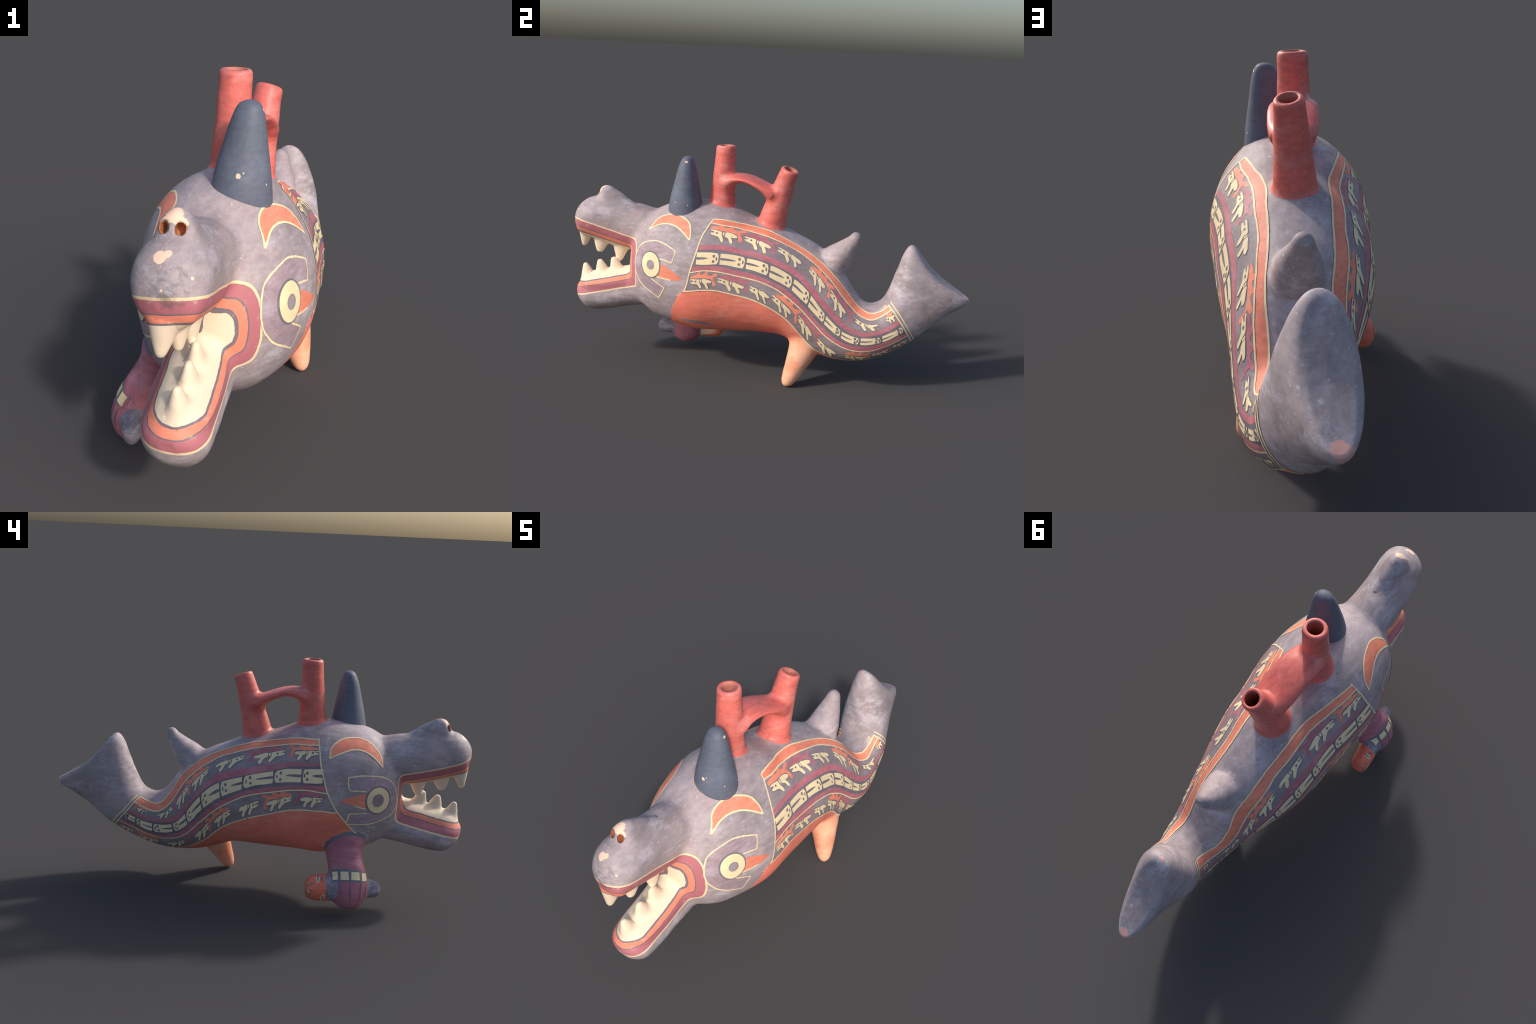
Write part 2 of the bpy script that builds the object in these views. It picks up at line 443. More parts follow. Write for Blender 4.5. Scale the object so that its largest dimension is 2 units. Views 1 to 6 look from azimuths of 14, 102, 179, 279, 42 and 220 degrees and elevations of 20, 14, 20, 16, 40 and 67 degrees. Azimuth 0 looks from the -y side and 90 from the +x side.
def drill(top, axis, radius, depth, kind, reach, inner=1.0, steps=6, stretch=1.0):
    """Open a round hole at `top` looking along -axis and line it with a wall."""
    top, axis = Vector(top), Vector(axis).normalized()
    u = axis.orthogonal().normalized() if abs(axis.x) > .9 else (Vector((1, 0, 0)) - axis * axis.x).normalized()
    v = axis.cross(u)
    def flat(p):
        d = p - top
        return d.dot(u), d.dot(v) / stretch, d.dot(axis)
    doomed = []
    for f in bm.faces:
        p = f.calc_center_median()
        if (p - top).length < reach:
            x, y, h = flat(p)
            if math.hypot(x, y) < radius and f.normal.dot(axis) > -.2:
                doomed.append(f)
    bmesh.ops.delete(bm, geom=doomed, context="FACES")
    loop = [e for e in bm.edges if e.is_boundary and (e.verts[0].co - top).length < reach]
    for w in {w for e in loop for w in e.verts}:
        x, y, h = flat(w.co)
        r = math.hypot(x, y) or 1
        w.co = top + u * (x / r * radius) + v * (y / r * radius * stretch) + axis * h
    for i in range(steps):
        res = bmesh.ops.extrude_edge_only(bm, edges=loop)["geom"]
        new_v = [g for g in res if isinstance(g, bmesh.types.BMVert)]
        k = (i + 1) / steps
        for w in new_v:
            x, y, h = flat(w.co)
            q = inner + (1 - inner) * (1 - k)
            r = math.hypot(x, y) or 1
            w.co = top + u * (x / r * radius * q) + v * (y / r * radius * q * stretch) + axis * (h + (-depth * k - h) * (1 if i else .7))
        for f in (g for g in res if isinstance(g, bmesh.types.BMFace)):
            f[lay] = ID[kind]; f.smooth = True
        loop = [g for g in res if isinstance(g, bmesh.types.BMEdge) and g.is_boundary]
    cap = bmesh.ops.contextual_create(bm, geom=loop)["faces"]
    for f in cap:
        f[lay] = ID[kind]

drill((0, -.236, 1.146), (0, .04, 1), .0335, .16, "bore_front", .045)
drill((.023, .095, 1.055), (.05, .25, 1), .0315, .16, "bore_rear", .045)
drill((.062, -.886, .872), (.15, -.85, .5), .0155, .045, "nostril", .027, .8, 5, 1.2)
drill((.020, -.889, .872), (-.15, -.85, .5), .0140, .042, "nostril", .025, .8, 5, 1.2)

# even out the region borders so that colour edges run smoothly
bm.verts.ensure_lookup_table()
border = {}
for e in bm.edges:
    if len(e.link_faces) == 2 and e.link_faces[0][lay] != e.link_faces[1][lay]:
        a, b = e.verts
        border.setdefault(a, []).append(b); border.setdefault(b, []).append(a)
RING_VERTS = [w for w in border if {f[lay] for f in w.link_faces} & {ID["arm"]} and {f[lay] for f in w.link_faces} & {ID["belly"], ID["head"], ID["body"]}]
for _ in range(30):
    moved = {w: w.co.lerp(sum((n.co for n in ns), Vector()) / len(ns), .5) for w, ns in border.items() if len(ns) == 2}
    for w, p in moved.items():
        w.co = p
RING = [np.array(w.co) for w in RING_VERTS]      # where the arm leaves the body
for f in bm.faces: f.smooth = True
bmesh.ops.recalc_face_normals(bm, faces=bm.faces)
bm.to_mesh(fused); bm.free(); fused.update()
nv = len(fused.vertices)
co = np.empty(nv * 3); fused.vertices.foreach_get("co", co); co = co.reshape(-1, 3)
nrm = np.empty(nv * 3); fused.vertices.foreach_get("normal", nrm); nrm = nrm.reshape(-1, 3)
label = np.empty(len(fused.polygons), int); fused.attributes["region"].data.foreach_get("value", label)
polys = [tuple(p.vertices) for p in fused.polygons]
SKIN = BVHTree.FromPolygons([Vector(p) for p in co], polys)

# --------------------------------------------------------------------------
# 5. slip colours and clay
# --------------------------------------------------------------------------
def srgb(r, g, b):
    f = lambda c: (c / 255 / 12.92) if c / 255 <= .04045 else ((c / 255 + .055) / 1.055) ** 2.4
    return (f(r), f(g), f(b), 1)

class Nodes:
    def __init__(self, name):
        self.m = bpy.data.materials.new(name); self.m.use_nodes = True
        self.t = self.m.node_tree; self.t.nodes.clear()
        self.out = self.n("ShaderNodeOutputMaterial"); self.b = self.n("ShaderNodeBsdfPrincipled")
        self.t.links.new(self.b.outputs[0], self.out.inputs[0])
        self.pos = self.n("ShaderNodeTexCoord").outputs["Object"]
    def n(self, kind, **kw):
        x = self.t.nodes.new(kind)
        for k, v in kw.items(): setattr(x, k, v)
        return x
    def put(self, sock, v):
        if isinstance(v, bpy.types.NodeSocket): self.t.links.new(v, sock)
        else: sock.default_value = v
    def math(self, op, a, b=0.0, c=None):
        x = self.n("ShaderNodeMath", operation=op)
        self.put(x.inputs[0], a); self.put(x.inputs[1], b)
        if c is not None: self.put(x.inputs[2], c)
        return x.outputs[0]
    def mix(self, fac, a, b):
        x = self.n("ShaderNodeMix", data_type="RGBA")
        self.put(x.inputs["Factor"], fac); self.put(x.inputs["A"], a); self.put(x.inputs["B"], b)
        return x.outputs["Result"]
    def step(self, v, lo, hi, smooth=True):
        x = self.n("ShaderNodeMapRange", interpolation_type="SMOOTHSTEP" if smooth else "LINEAR")
        self.put(x.inputs["Value"], v); self.put(x.inputs["From Min"], lo); self.put(x.inputs["From Max"], hi)
        return x.outputs["Result"]
    def noise(self, scale, detail=4, rough=.55, stretch=None, offset=0.0, distort=0.0):
        vec = self.pos
        if stretch or offset:
            mp = self.n("ShaderNodeMapping")
            self.put(mp.inputs["Vector"], vec)
            if stretch: mp.inputs["Scale"].default_value = stretch
            mp.inputs["Location"].default_value = (offset, offset * .7, -offset)
            vec = mp.outputs[0]
        x = self.n("ShaderNodeTexNoise")
        self.put(x.inputs["Vector"], vec)
        x.inputs["Scale"].default_value, x.inputs["Detail"].default_value = scale, detail
        x.inputs["Roughness"].default_value, x.inputs["Distortion"].default_value = rough, distort
        return x.outputs["Fac"]
    def near(self, p, r, wobble=None):
        """1 inside a blob of radius r about point p."""
        x = self.n("ShaderNodeVectorMath", operation="DISTANCE")
        self.put(x.inputs[0], self.pos); x.inputs[1].default_value = p
        d = x.outputs["Value"]
        if wobble is not None: d = self.math("ADD", d, self.math("MULTIPLY", self.math("SUBTRACT", wobble, .5), r * 1.6))
        return self.step(d, r * 1.06, r * .9)
    def finish(self, col, rough=.55, bump=.25, bump_scale=120, spec=.35):
        self.put(self.b.inputs["Base Color"], col)
        self.b.inputs["Roughness"].default_value = rough
        self.b.inputs["Specular IOR Level"].default_value = spec
        bp = self.n("ShaderNodeBump"); bp.inputs["Strength"].default_value = bump; bp.inputs["Distance"].default_value = .0015
        self.put(bp.inputs["Height"], self.noise(bump_scale, 5, .6))
        self.t.links.new(bp.outputs[0], self.b.inputs["Normal"])
        return self.m

CLAY = srgb(250, 196, 168)
SLATE = srgb(171, 157, 160)  # sun brightness baked in; reddened to offset blue skylight on the shaded flank

def weathered(k, base, mottle=.22, haze=.3, haze_col=srgb(222, 214, 226), fleck=.0, fleck_col=CLAY, streak=.16, seed=0.0):
    """Burnished slip: mottled, brush-streaked, hazed with lime and flecked with bare clay."""
    big = k.noise(5, 5, .6, offset=seed)
    fine = k.noise(60, 8, .75, offset=seed + 3)
    brush = k.noise(9, 7, .7, stretch=(5, 1, 7), offset=seed + 5)
    g = k.math("ADD", 1 - mottle, k.math("MULTIPLY", k.step(big, .25, .75), 2 * mottle))
    g = k.math("MULTIPLY", g, k.math("ADD", 1 - streak, k.math("MULTIPLY", k.step(brush, .25, .75), 2 * streak)))
    g = k.math("MULTIPLY", g, k.math("ADD", .82, k.math("MULTIPLY", fine, .36)))
    mul = k.n("ShaderNodeMix", data_type="RGBA", blend_type="MULTIPLY")
    k.put(mul.inputs["Factor"], 1.0); k.put(mul.inputs["A"], base)
    comb = k.n("ShaderNodeCombineColor")
    for i in range(3): k.put(comb.inputs[i], g)
    k.put(mul.inputs["B"], comb.outputs[0])
    col = mul.outputs["Result"]
    if haze:
        h = k.math("MULTIPLY", k.step(k.noise(6, 9, .78, stretch=(1, .8, 1.6), offset=seed + 9), .50, .68), haze * 1.4)
        sp = k.math("MULTIPLY", k.step(k.noise(30, 8, .75, stretch=(2.2, .8, 2.2), offset=seed + 12), .57, .70), haze * 1.9)
        col = k.mix(k.math("MINIMUM", k.math("MAXIMUM", h, sp), .85), col, haze_col)
    if fleck:
        f = k.step(k.noise(42, 5, .62, stretch=(1, .7, 1), offset=seed + 17), .75 - fleck * .12, .79 - fleck * .12)
        warm = k.step(k.noise(5, 6, .7, offset=seed + 21), .52, .72)
        col = k.mix(k.math("MULTIPLY", warm, .28 * min(1.0, fleck * 2)), col, srgb(232, 176, 158))
        col = k.mix(f, col, fleck_col)
    return col

def slip(name, base, **kw):
    k = Nodes(name); fin = {x: kw.pop(x) for x in ("rough", "bump", "spec") if x in kw}
    return k.finish(weathered(k, base, **kw), **fin)

def slate_slip():
    """Dark head and back; lips banded round the mouth; rubbed patches of clay."""
    k = Nodes("slate_slip")
    slate = weathered(k, SLATE, fleck=.6, haze=.42)
    sx = k.n("ShaderNodeSeparateXYZ"); k.put(sx.inputs[0], k.pos)
    x, y, z = sx.outputs
    wob = k.noise(26, 3, .5)
    # depth inside the mouth outline: upper lip, lower lip and corner
    up = k.math("SUBTRACT", k.math("ADD", k.math("MULTIPLY", y, -.255), k.math("ADD", .478, k.math("MULTIPLY", x, .13))), z)
    low = k.math("SUBTRACT", z, k.math("ADD", k.math("MULTIPLY", y, .25), .584))
    back = k.math("MULTIPLY", k.math("SUBTRACT", k.math("ADD", -.663, k.math("MULTIPLY", x, .18)), y), 1.6)
    d = k.math("SMOOTH_MIN", k.math("SMOOTH_MIN", up, low, .045), back, .06)
    d = k.math("ADD", d, k.math("MULTIPLY", k.math("SUBTRACT", wob, .5), .006))
    ramp = k.n("ShaderNodeValToRGB"); ramp.color_ramp.interpolation = "CONSTANT"
    bands = [(-1, None), (-.0045, CREAM_C), (.0035, MAROON_C), (.036, INK), (.0405, ORANGE_C), (.060, INK), (.0655, GUM_C)]
    e = ramp.color_ramp.elements
    while len(e) < len(bands): e.new(.5)
    for el, (p, c) in zip(e, bands):
        el.position = 0 if p == -1 else (p + .1) / .25
        el.color = c or SLATE
    k.put(ramp.inputs[0], k.math("DIVIDE", k.math("ADD", d, .1), .25))
    lip = ramp.outputs["Color"]
    var = k.noise(24, 5, .6)
    lip = k.mix(k.math("MULTIPLY", k.step(k.noise(40, 5, .7), .56, .75), .35), lip, srgb(255, 232, 220))
    lip = k.mix(k.math("MULTIPLY", var, .18), lip, srgb(170, 130, 126))
    col = k.mix(k.math("GREATER_THAN", d, -.0045), slate, lip)
    return k, col

CREAM_C, GUM_C = srgb(255, 231, 186), srgb(255, 234, 206)  # cream warmed against cool shade; gum bleached by strong sun, both in the colour
MAROON_C, ORANGE_C, INK = srgb(198, 120, 130), srgb(255, 150, 122), srgb(126, 119, 129)
RED_C = srgb(228, 116, 106)

k, col = slate_slip()
wob = k.noise(30, 4, .6)
spots = [((.040, -.868, .905), .026), ((.018, -.882, .885), .018), ((.064, -.880, .885), .020), ((.040, -.905, .866), .012), ((.040, -.957, .826), .017), ((.056, -.950, .832), .012), ((.030, -.925, .850), .008),
         ((.060, -.993, .760), .006), ((.088, -.984, .765), .008), ((.106, -.972, .772), .007), ((.098, -.975, .752), .005), ((.118, -.962, .785), .005), ((.126, -.95, .755), .004)]
m = None
for p, r in spots:
    b = k.near(p, r, wob); m = b if m is None else k.math("MAXIMUM", m, b)
scorch = k.math("MULTIPLY", k.near((.075, -.985, .765), .052, wob), k.step(k.noise(34, 5, .65, offset=40), .40, .62))
col = k.mix(k.math("MULTIPLY", scorch, .55), col, srgb(104, 100, 104))
col = k.mix(m, col, srgb(255, 214, 188))
M_SLATE = k.finish(col)

k = Nodes("tail_slip")
col = weathered(k, SLATE, haze=.44, fleck=.35, seed=4)
wob = k.noise(30, 4, .6)
for p, r in (((-.060, .997, .478), .030), ((-.034, .694, .728), .012), ((-.05, .985, .492), .020)):
    col = k.mix(k.math("MULTIPLY", k.near(p, r, wob), .8), col, srgb(236, 176, 164))
M_TAIL = k.finish(col)

M_BELLY = slip("belly_slip", srgb(255, 142, 120), mottle=.12, streak=.1, haze=.22, haze_col=srgb(255, 205, 190), seed=1)
k = Nodes("fin_slip")
sx = k.n("ShaderNodeSeparateXYZ"); k.put(sx.inputs[0], k.pos)
col = weathered(k, srgb(253, 164, 130), mottle=.12, haze=.25, haze_col=srgb(255, 220, 190), seed=2)
col = k.mix(k.math("MULTIPLY", k.step(k.noise(7, 3, .5, offset=2), .42, .62), .55), col, srgb(255, 208, 172))
M_FIN = k.finish(col)
M_RED = slip("spout_slip", RED_C, mottle=.14, haze=.24, haze_col=srgb(250, 190, 182), fleck=.1, seed=3, rough=.42, spec=.45)
M_ARM = slip("arm_slip", srgb(186, 116, 130), mottle=.16, haze=.2, haze_col=srgb(226, 190, 204), fleck=.1, seed=6)
M_HAIR = slip("hair_slip", srgb(140, 134, 148), mottle=.2, haze=.45, fleck=.4, seed=7)
k = Nodes("face_slip")
sx = k.n("ShaderNodeSeparateXYZ"); k.put(sx.inputs[0], k.pos)
col = weathered(k, srgb(245, 130, 104), mottle=.12, haze=.2, haze_col=srgb(255, 200, 182), seed=8)
col = k.mix(k.step(k.math("ADD", sx.outputs[0], k.math("MULTIPLY", k.noise(20), .02)), -.205, -.195), col, srgb(255, 216, 194))
M_FACE = k.finish(col)
M_GUM = slip("tooth_slip", GUM_C, mottle=.1, haze=.0, fleck=.5, fleck_col=srgb(232, 170, 136), streak=.06, seed=9)
M_NOSTRIL = slip("nostril_brown", srgb(196, 124, 88), mottle=.15, haze=.0, seed=10)
M_BORE = slip("spout_inside", srgb(186, 116, 102), mottle=.15, haze=.1, seed=11)  # spout red darkened to paint in the shade down the bore
k = Nodes("horn_fill")
col = weathered(k, srgb(104, 110, 126), mottle=.1, streak=.12, haze=.16, haze_col=srgb(150, 156, 172), seed=12)
wob = k.noise(60, 3, .5)
for p, r in (((.122, -.400, 1.064), .007), ((.086, -.482, .896), .008), ((.150, -.440, .871), .006), ((.097, -.478, .905), .005), ((.155, -.38, .86), .004)):
    col = k.mix(k.near(p, r, wob), col, srgb(255, 214, 184))
M_HORN = k.finish(col, bump=.1)

def worn(name, base, seed, wear=.2, **kw):
    """Painted motif, rubbed through to the slate below in places."""
    k = Nodes(name)
    col = weathered(k, base, seed=seed, **kw)
    f = k.math("MULTIPLY", k.step(k.noise(30, 6, .7, offset=seed + 30), .66 - wear * .1, .74 - wear * .1), .75)
    return k.finish(k.mix(f, col, SLATE))

M_CREAM = worn("cream_paint", CREAM_C, 20, .0, mottle=.08, haze=.0, streak=.05)
M_MAROON = worn("maroon_paint", MAROON_C, 21, .1, mottle=.12, haze=.25, haze_col=srgb(226, 176, 184))
M_ORANGE = worn("orange_paint", ORANGE_C, 22, .15, mottle=.12, haze=.25, haze_col=srgb(255, 196, 164))
M_INK = slip("ink_paint", INK, mottle=.1, haze=.15, seed=23)
M_PANEL = worn("eye_panel_paint", srgb(172, 150, 158), 24, .1, mottle=.12, haze=.3)
M_WASH = slip("flank_wash", srgb(156, 142, 146), mottle=.16, haze=.28, haze_col=srgb(206, 196, 206), fleck=.3, seed=25)
PAINTS = [M_CREAM, M_MAROON, M_ORANGE, M_INK, M_PANEL, M_WASH]
CREAM, MAROON, ORANGE, DARK, PANEL, WASH = range(6)

# --------------------------------------------------------------------------
# 6. split the fused clay into named parts
# --------------------------------------------------------------------------
root = bpy.data.objects.new("whale_vessel", None)
bpy.context.scene.collection.objects.link(root)
root["label"] = "painted clay killer whale vessel with bridged double spout"
root["category"] = "ceramic vessel"

def region_object(name, regions, mats, parent):
    ids = [ID[r] for r in regions]
    sel = np.nonzero(np.isin(label, ids))[0]
    used = sorted({v for i in sel for v in polys[i]})
    back = {v: i for i, v in enumerate(used)}
    me = bpy.data.meshes.new(name)
    me.from_pydata(co[used].tolist(), [], [tuple(back[v] for v in polys[i]) for i in sel])
    for m in mats: me.materials.append(m)
    me.polygons.foreach_set("material_index", [ids.index(label[i]) if len(mats) > 1 else 0 for i in sel])
    me.polygons.foreach_set("use_smooth", [True] * len(sel))
    me.normals_split_custom_set_from_vertices([tuple(n) for n in nrm[used]])
    me.update()
    o = link(name, me); o.parent = parent
    return o

head = region_object("head", ["head"], [M_SLATE], root)
body = region_object("body", ["body"], [M_SLATE], root)
belly = region_object("belly", ["belly"], [M_BELLY], root)
region_object("tail_fin", ["tail_fin"], [M_TAIL], root)
ujaw = region_object("upper_jaw", ["upper_jaw"], [M_SLATE], head)
nose = region_object("nose", ["nose", "nostril"], [M_SLATE, M_NOSTRIL], head)
ljaw = region_object("lower_jaw", ["lower_jaw"], [M_SLATE], head)
region_object("gum", ["gum"], [M_SLATE], head)
for i in range(6):
    region_object("tooth", [f"tooth{i}"], [M_SLATE], head)
region_object("back_fin", ["back_fin"], [M_TAIL], root)
region_object("belly_fin", ["belly_fin"], [M_FIN], root)
region_object("bridge_handle", ["bridge"], [M_RED], root)
region_object("spout", ["spout_front", "bore_front"], [M_RED, M_BORE], root)
region_object("spout", ["spout_rear", "bore_rear"], [M_RED, M_BORE], root)
arm = region_object("arm", ["arm"], [M_ARM], root)
trophy = region_object("trophy_head", ["trophy_face"], [M_FACE], root)
region_object("hair", ["trophy_hair"], [M_HAIR], trophy)
bpy.data.meshes.remove(fused)

# restored dorsal horn: crisp join, slimmer across the flank
v, f = loft_axis([(.076, -.415, .78, .092, .086), (.077, -.414, .84, .087, .083), (.079, -.412, .90, .078, .073), (.083, -.409, .97, .063, .058),
                  (.087, -.406, 1.03, .050, .045), (.089, -.404, 1.063, .040, .034), (.090, -.403, 1.081, .029, .025), (.090, -.403, 1.089, .016, .014), (.090, -.403, 1.0915, .003, .003)], n=70, seg=48)
horn = link("horn", new_mesh("horn", v, f)); horn.parent = root
horn.data.materials.append(M_HORN)
for p in horn.data.polygons: p.use_smooth = True

# --------------------------------------------------------------------------
# 7. painted motifs: thin slip layers laid on the skin
# --------------------------------------------------------------------------
LAYER = .0007

def on_skin(pts, lift):
    out = []
    for p in pts:
        loc, n, _, _ = SKIN.find_nearest(Vector(p))
        out.append(loc + n * lift)
    return out

class Motif:
    """Collects painted patches and lines, then becomes one object."""
    def __init__(self): self.v, self.f, self.m = [], [], []
    def add(self, verts, faces, mat):
        b = len(self.v); self.v += [tuple(x) for x in verts]
        self.f += [tuple(i + b for i in q) for q in faces]; self.m += [mat] * len(faces)
    def strip(self, side, lo, hi, s0, s1, mat, layer=1, rows=6, step=.007):
        """Band between two lane curves; s0/s1 may depend on the height phi."""
        n = max(2, int((max(s1(0), s1(60)) - min(s0(0), s0(60))) / step))
        g = []
        for r in range(rows + 1):
            t = r / rows
            ph0 = lo(.42) * (1 - t) + hi(.42) * t; ph1 = lo(1.42) * (1 - t) + hi(1.42) * t
            ss = np.linspace(s0(ph0), s1(ph1), n)
            ph = lo(ss) * (1 - t) + hi(ss) * t
            if r in (0, rows): ph = ph + np.array([.35 * mnoise.noise(Vector((q * 35, side, r))) for q in ss])
            g.append(on_skin(chart(ss, ph, side), LAYER * layer))
        faces = [(r*n + i, r*n + i + 1, (r+1)*n + i + 1, (r+1)*n + i) for r in range(rows) for i in range(n - 1)]
        self.add([p for row in g for p in row], faces, mat)
    def line(self, pts, width, mat, layer=2, step=.006, ragged=.25, taper=False):
        """Brush line along 3D points lying near the skin."""
        P = np.array([tuple(p) for p in pts], float)
        L = np.linalg.norm(np.diff(P, axis=0), axis=1).sum()
        n = max(3, int(L / step))
        P = spline(P, n) if len(P) > 2 else np.linspace(P[0], P[1], n)
        hits = [SKIN.find_nearest(Vector(p)) for p in P]
        C = [h[0] for h in hits]; N = [h[1] for h in hits]
        A, B = [], []
        for i in range(n):
            t = (C[min(i + 1, n - 1)] - C[max(i - 1, 0)]).normalized()
            s = N[i].cross(t).normalized()
            w = width / 2 * (1 + ragged * mnoise.noise(C[i] * 70))
            if taper: w *= .35 + .65 * math.sin(math.pi * min(max(i / (n - 1), .08), .92))
            off = s * (width * .15 * mnoise.noise(C[i] * 45 + Vector((5, 5, 5))))
            A.append(C[i] + s * w + off); B.append(C[i] - s * w + off)
        row = on_skin(A, LAYER * layer) + on_skin(C, LAYER * layer) + on_skin(B, LAYER * layer)
        faces = [(i, i + 1, n + i + 1, n + i) for i in range(n - 1)] + [(n + i, n + i + 1, 2*n + i + 1, 2*n + i) for i in range(n - 1)]
        self.add(row, faces, mat)
    def patch(self, outline, place, scale, mat, layer=2, rounded=True, grid=.011, jitter=.0, grow=0.0):
        """Filled outline (u, v); `place` maps arrays of u, v onto the skin; scale = metres per unit."""
        O = np.asarray(outline, float)
        if jitter: O = O + RNG.normal(0, jitter, O.shape) / np.array(scale)
        if rounded:
            Q = np.column_stack([np.vstack([O[-2:], O, O[:3]]) * scale, np.zeros(len(O) + 5)])
            n = len(O) * 6
            seg = spline(Q, (len(O) + 5) * 6)
            d = np.linalg.norm(seg - Q[2], axis=1)
            h = len(seg) // 3
            i0 = int(d[:h].argmin()); i1 = len(seg) - h + int(d[-h:].argmin())
            O = seg[i0:i1, :2] / scale
        if grow:                        # spread the outline by `grow` metres
            W = O * scale
            e1, e2 = W - np.roll(W, 1, 0), np.roll(W, -1, 0) - W
            nn = np.column_stack([(e1 + e2)[:, 1], -(e1 + e2)[:, 0]])
            nn /= np.linalg.norm(nn, axis=1)[:, None] + 1e-9
            area = .5 * np.sum(W[:, 0] * np.roll(W[:, 1], -1) - np.roll(W[:, 0], -1) * W[:, 1])
            O = (W + nn * grow * np.sign(area)) / scale
        me = bmesh.new()
        vs = [me.verts.new((u * scale[0], w * scale[1], 0)) for u, w in O]
        try: me.faces.new(vs)
        except ValueError: me.free(); return
        me.normal_update()
        bmesh.ops.triangulate(me, faces=me.faces[:])
        X = np.array(O) * scale
        for ax in (0, 1):
            nrmv = [(1, 0, 0), (0, 1, 0)][ax]
            for q in np.arange(math.floor(X[:, ax].min() / grid) * grid + grid, X[:, ax].max(), grid):
                pt = [0, 0, 0]; pt[ax] = q
                bmesh.ops.bisect_plane(me, geom=me.verts[:] + me.edges[:] + me.faces[:], dist=1e-6, plane_co=pt, plane_no=nrmv)
        me.verts.index_update()
        uv = np.array([(x.co.x / scale[0], x.co.y / scale[1]) for x in me.verts])
        faces = [tuple(x.index for x in q.verts) for q in me.faces]
        me.free()
        self.add(on_skin(place(uv[:, 0], uv[:, 1]), LAYER * layer), faces, mat)
    def dot(self, u, v, ru, rv, place, scale, mat, layer=3, n=14, turn=0.0):
        a = np.linspace(0, 2*np.pi, n, endpoint=False)
        x, y = ru * np.cos(a), rv * np.sin(a)
        c, s_ = math.cos(turn), math.sin(turn)
        ring = [(u + (x[i]*c - y[i]*s_) / scale[0], v + (x[i]*s_ + y[i]*c) / scale[1]) for i in range(n)]
        self.patch(ring, place, scale, mat, layer, rounded=False)
    def build(self, name, parent):
        me = bpy.data.meshes.new(name)
        me.from_pydata(self.v, [], self.f)
        for x in PAINTS: me.materials.append(x)
        me.polygons.foreach_set("material_index", self.m)
        me.polygons.foreach_set("use_smooth", [True] * len(self.f))
        # lay every face towards the outside
        me.update()
        bm = bmesh.new(); bm.from_mesh(me)
        flip = [q for q in bm.faces if q.normal.dot(SKIN.find_nearest(q.calc_center_median())[1]) < 0]
        bmesh.ops.reverse_faces(bm, faces=flip); bm.to_mesh(me); bm.free()
        o = link(name, me); o.parent = parent
        return o

def lane_place(side, s0, s1, lo, hi):
    def place(u, v):
        s_ = s0 + (s1 - s0) * np.asarray(u)
        return chart(s_, lo(s_) * (1 - v) + hi(s_) * v, side)
    sm = (s0 + s1) / 2
    h = float(np.linalg.norm(chart(sm, hi(sm), side) - chart(sm, lo(sm), side)))
    l = float(np.linalg.norm(np.diff(place(np.linspace(0, 1, 12), np.full(12, .5)), axis=0), axis=1).sum())
    return place, (l, h)

def path(side, fn, s0, s1, n=40):
    ss = np.linspace(s0, s1, n)
    return chart(ss, fn(ss), side)

# creature: cream head and belly below, coloured finned back above
HEAD = [(.00, .62), (.06, .65), (.16, .645), (.30, .63), (.44, .59), (.44, .45), (.50, .30), (.535, .17), (.50, .10), (.44, .13), (.36, .28), (.28, .36), (.14, .39), (.03, .45), (.02, .50), (.08, .52), (.15, .53), (.15, .565), (.06, .58)]
RUMP = [(.57, .59), (.75, .58), (.92, .54), (1.0, .47), (.97, .40), (.88, .38), (.79, .375), (.85, .22), (.86, .12), (.81, .07), (.75, .13), (.69, .27), (.63, .36), (.565, .41)]
BAR = [(.475, .59), (.535, .585), (.53, .42), (.475, .44)]
BACK = [(.00, .67), (.00, .77), (.06, .82), (.17, .84), (.24, .88), (.28, .98), (.34, 1.0), (.375, .93), (.37, .85), (.46, .84), (.52, .89), (.56, .97), (.63, .96), (.655, .88), (.65, .82), (.74, .79), (.84, .86), (.94, .91), (1.0, .85), (.96, .78), (.86, .70), (.88, .56), (.925, .40), (.93, .28), (.87, .22), (.82, .30), (.81, .46), (.77, .57), (.66, .62), (.42, .645), (.20, .655)]

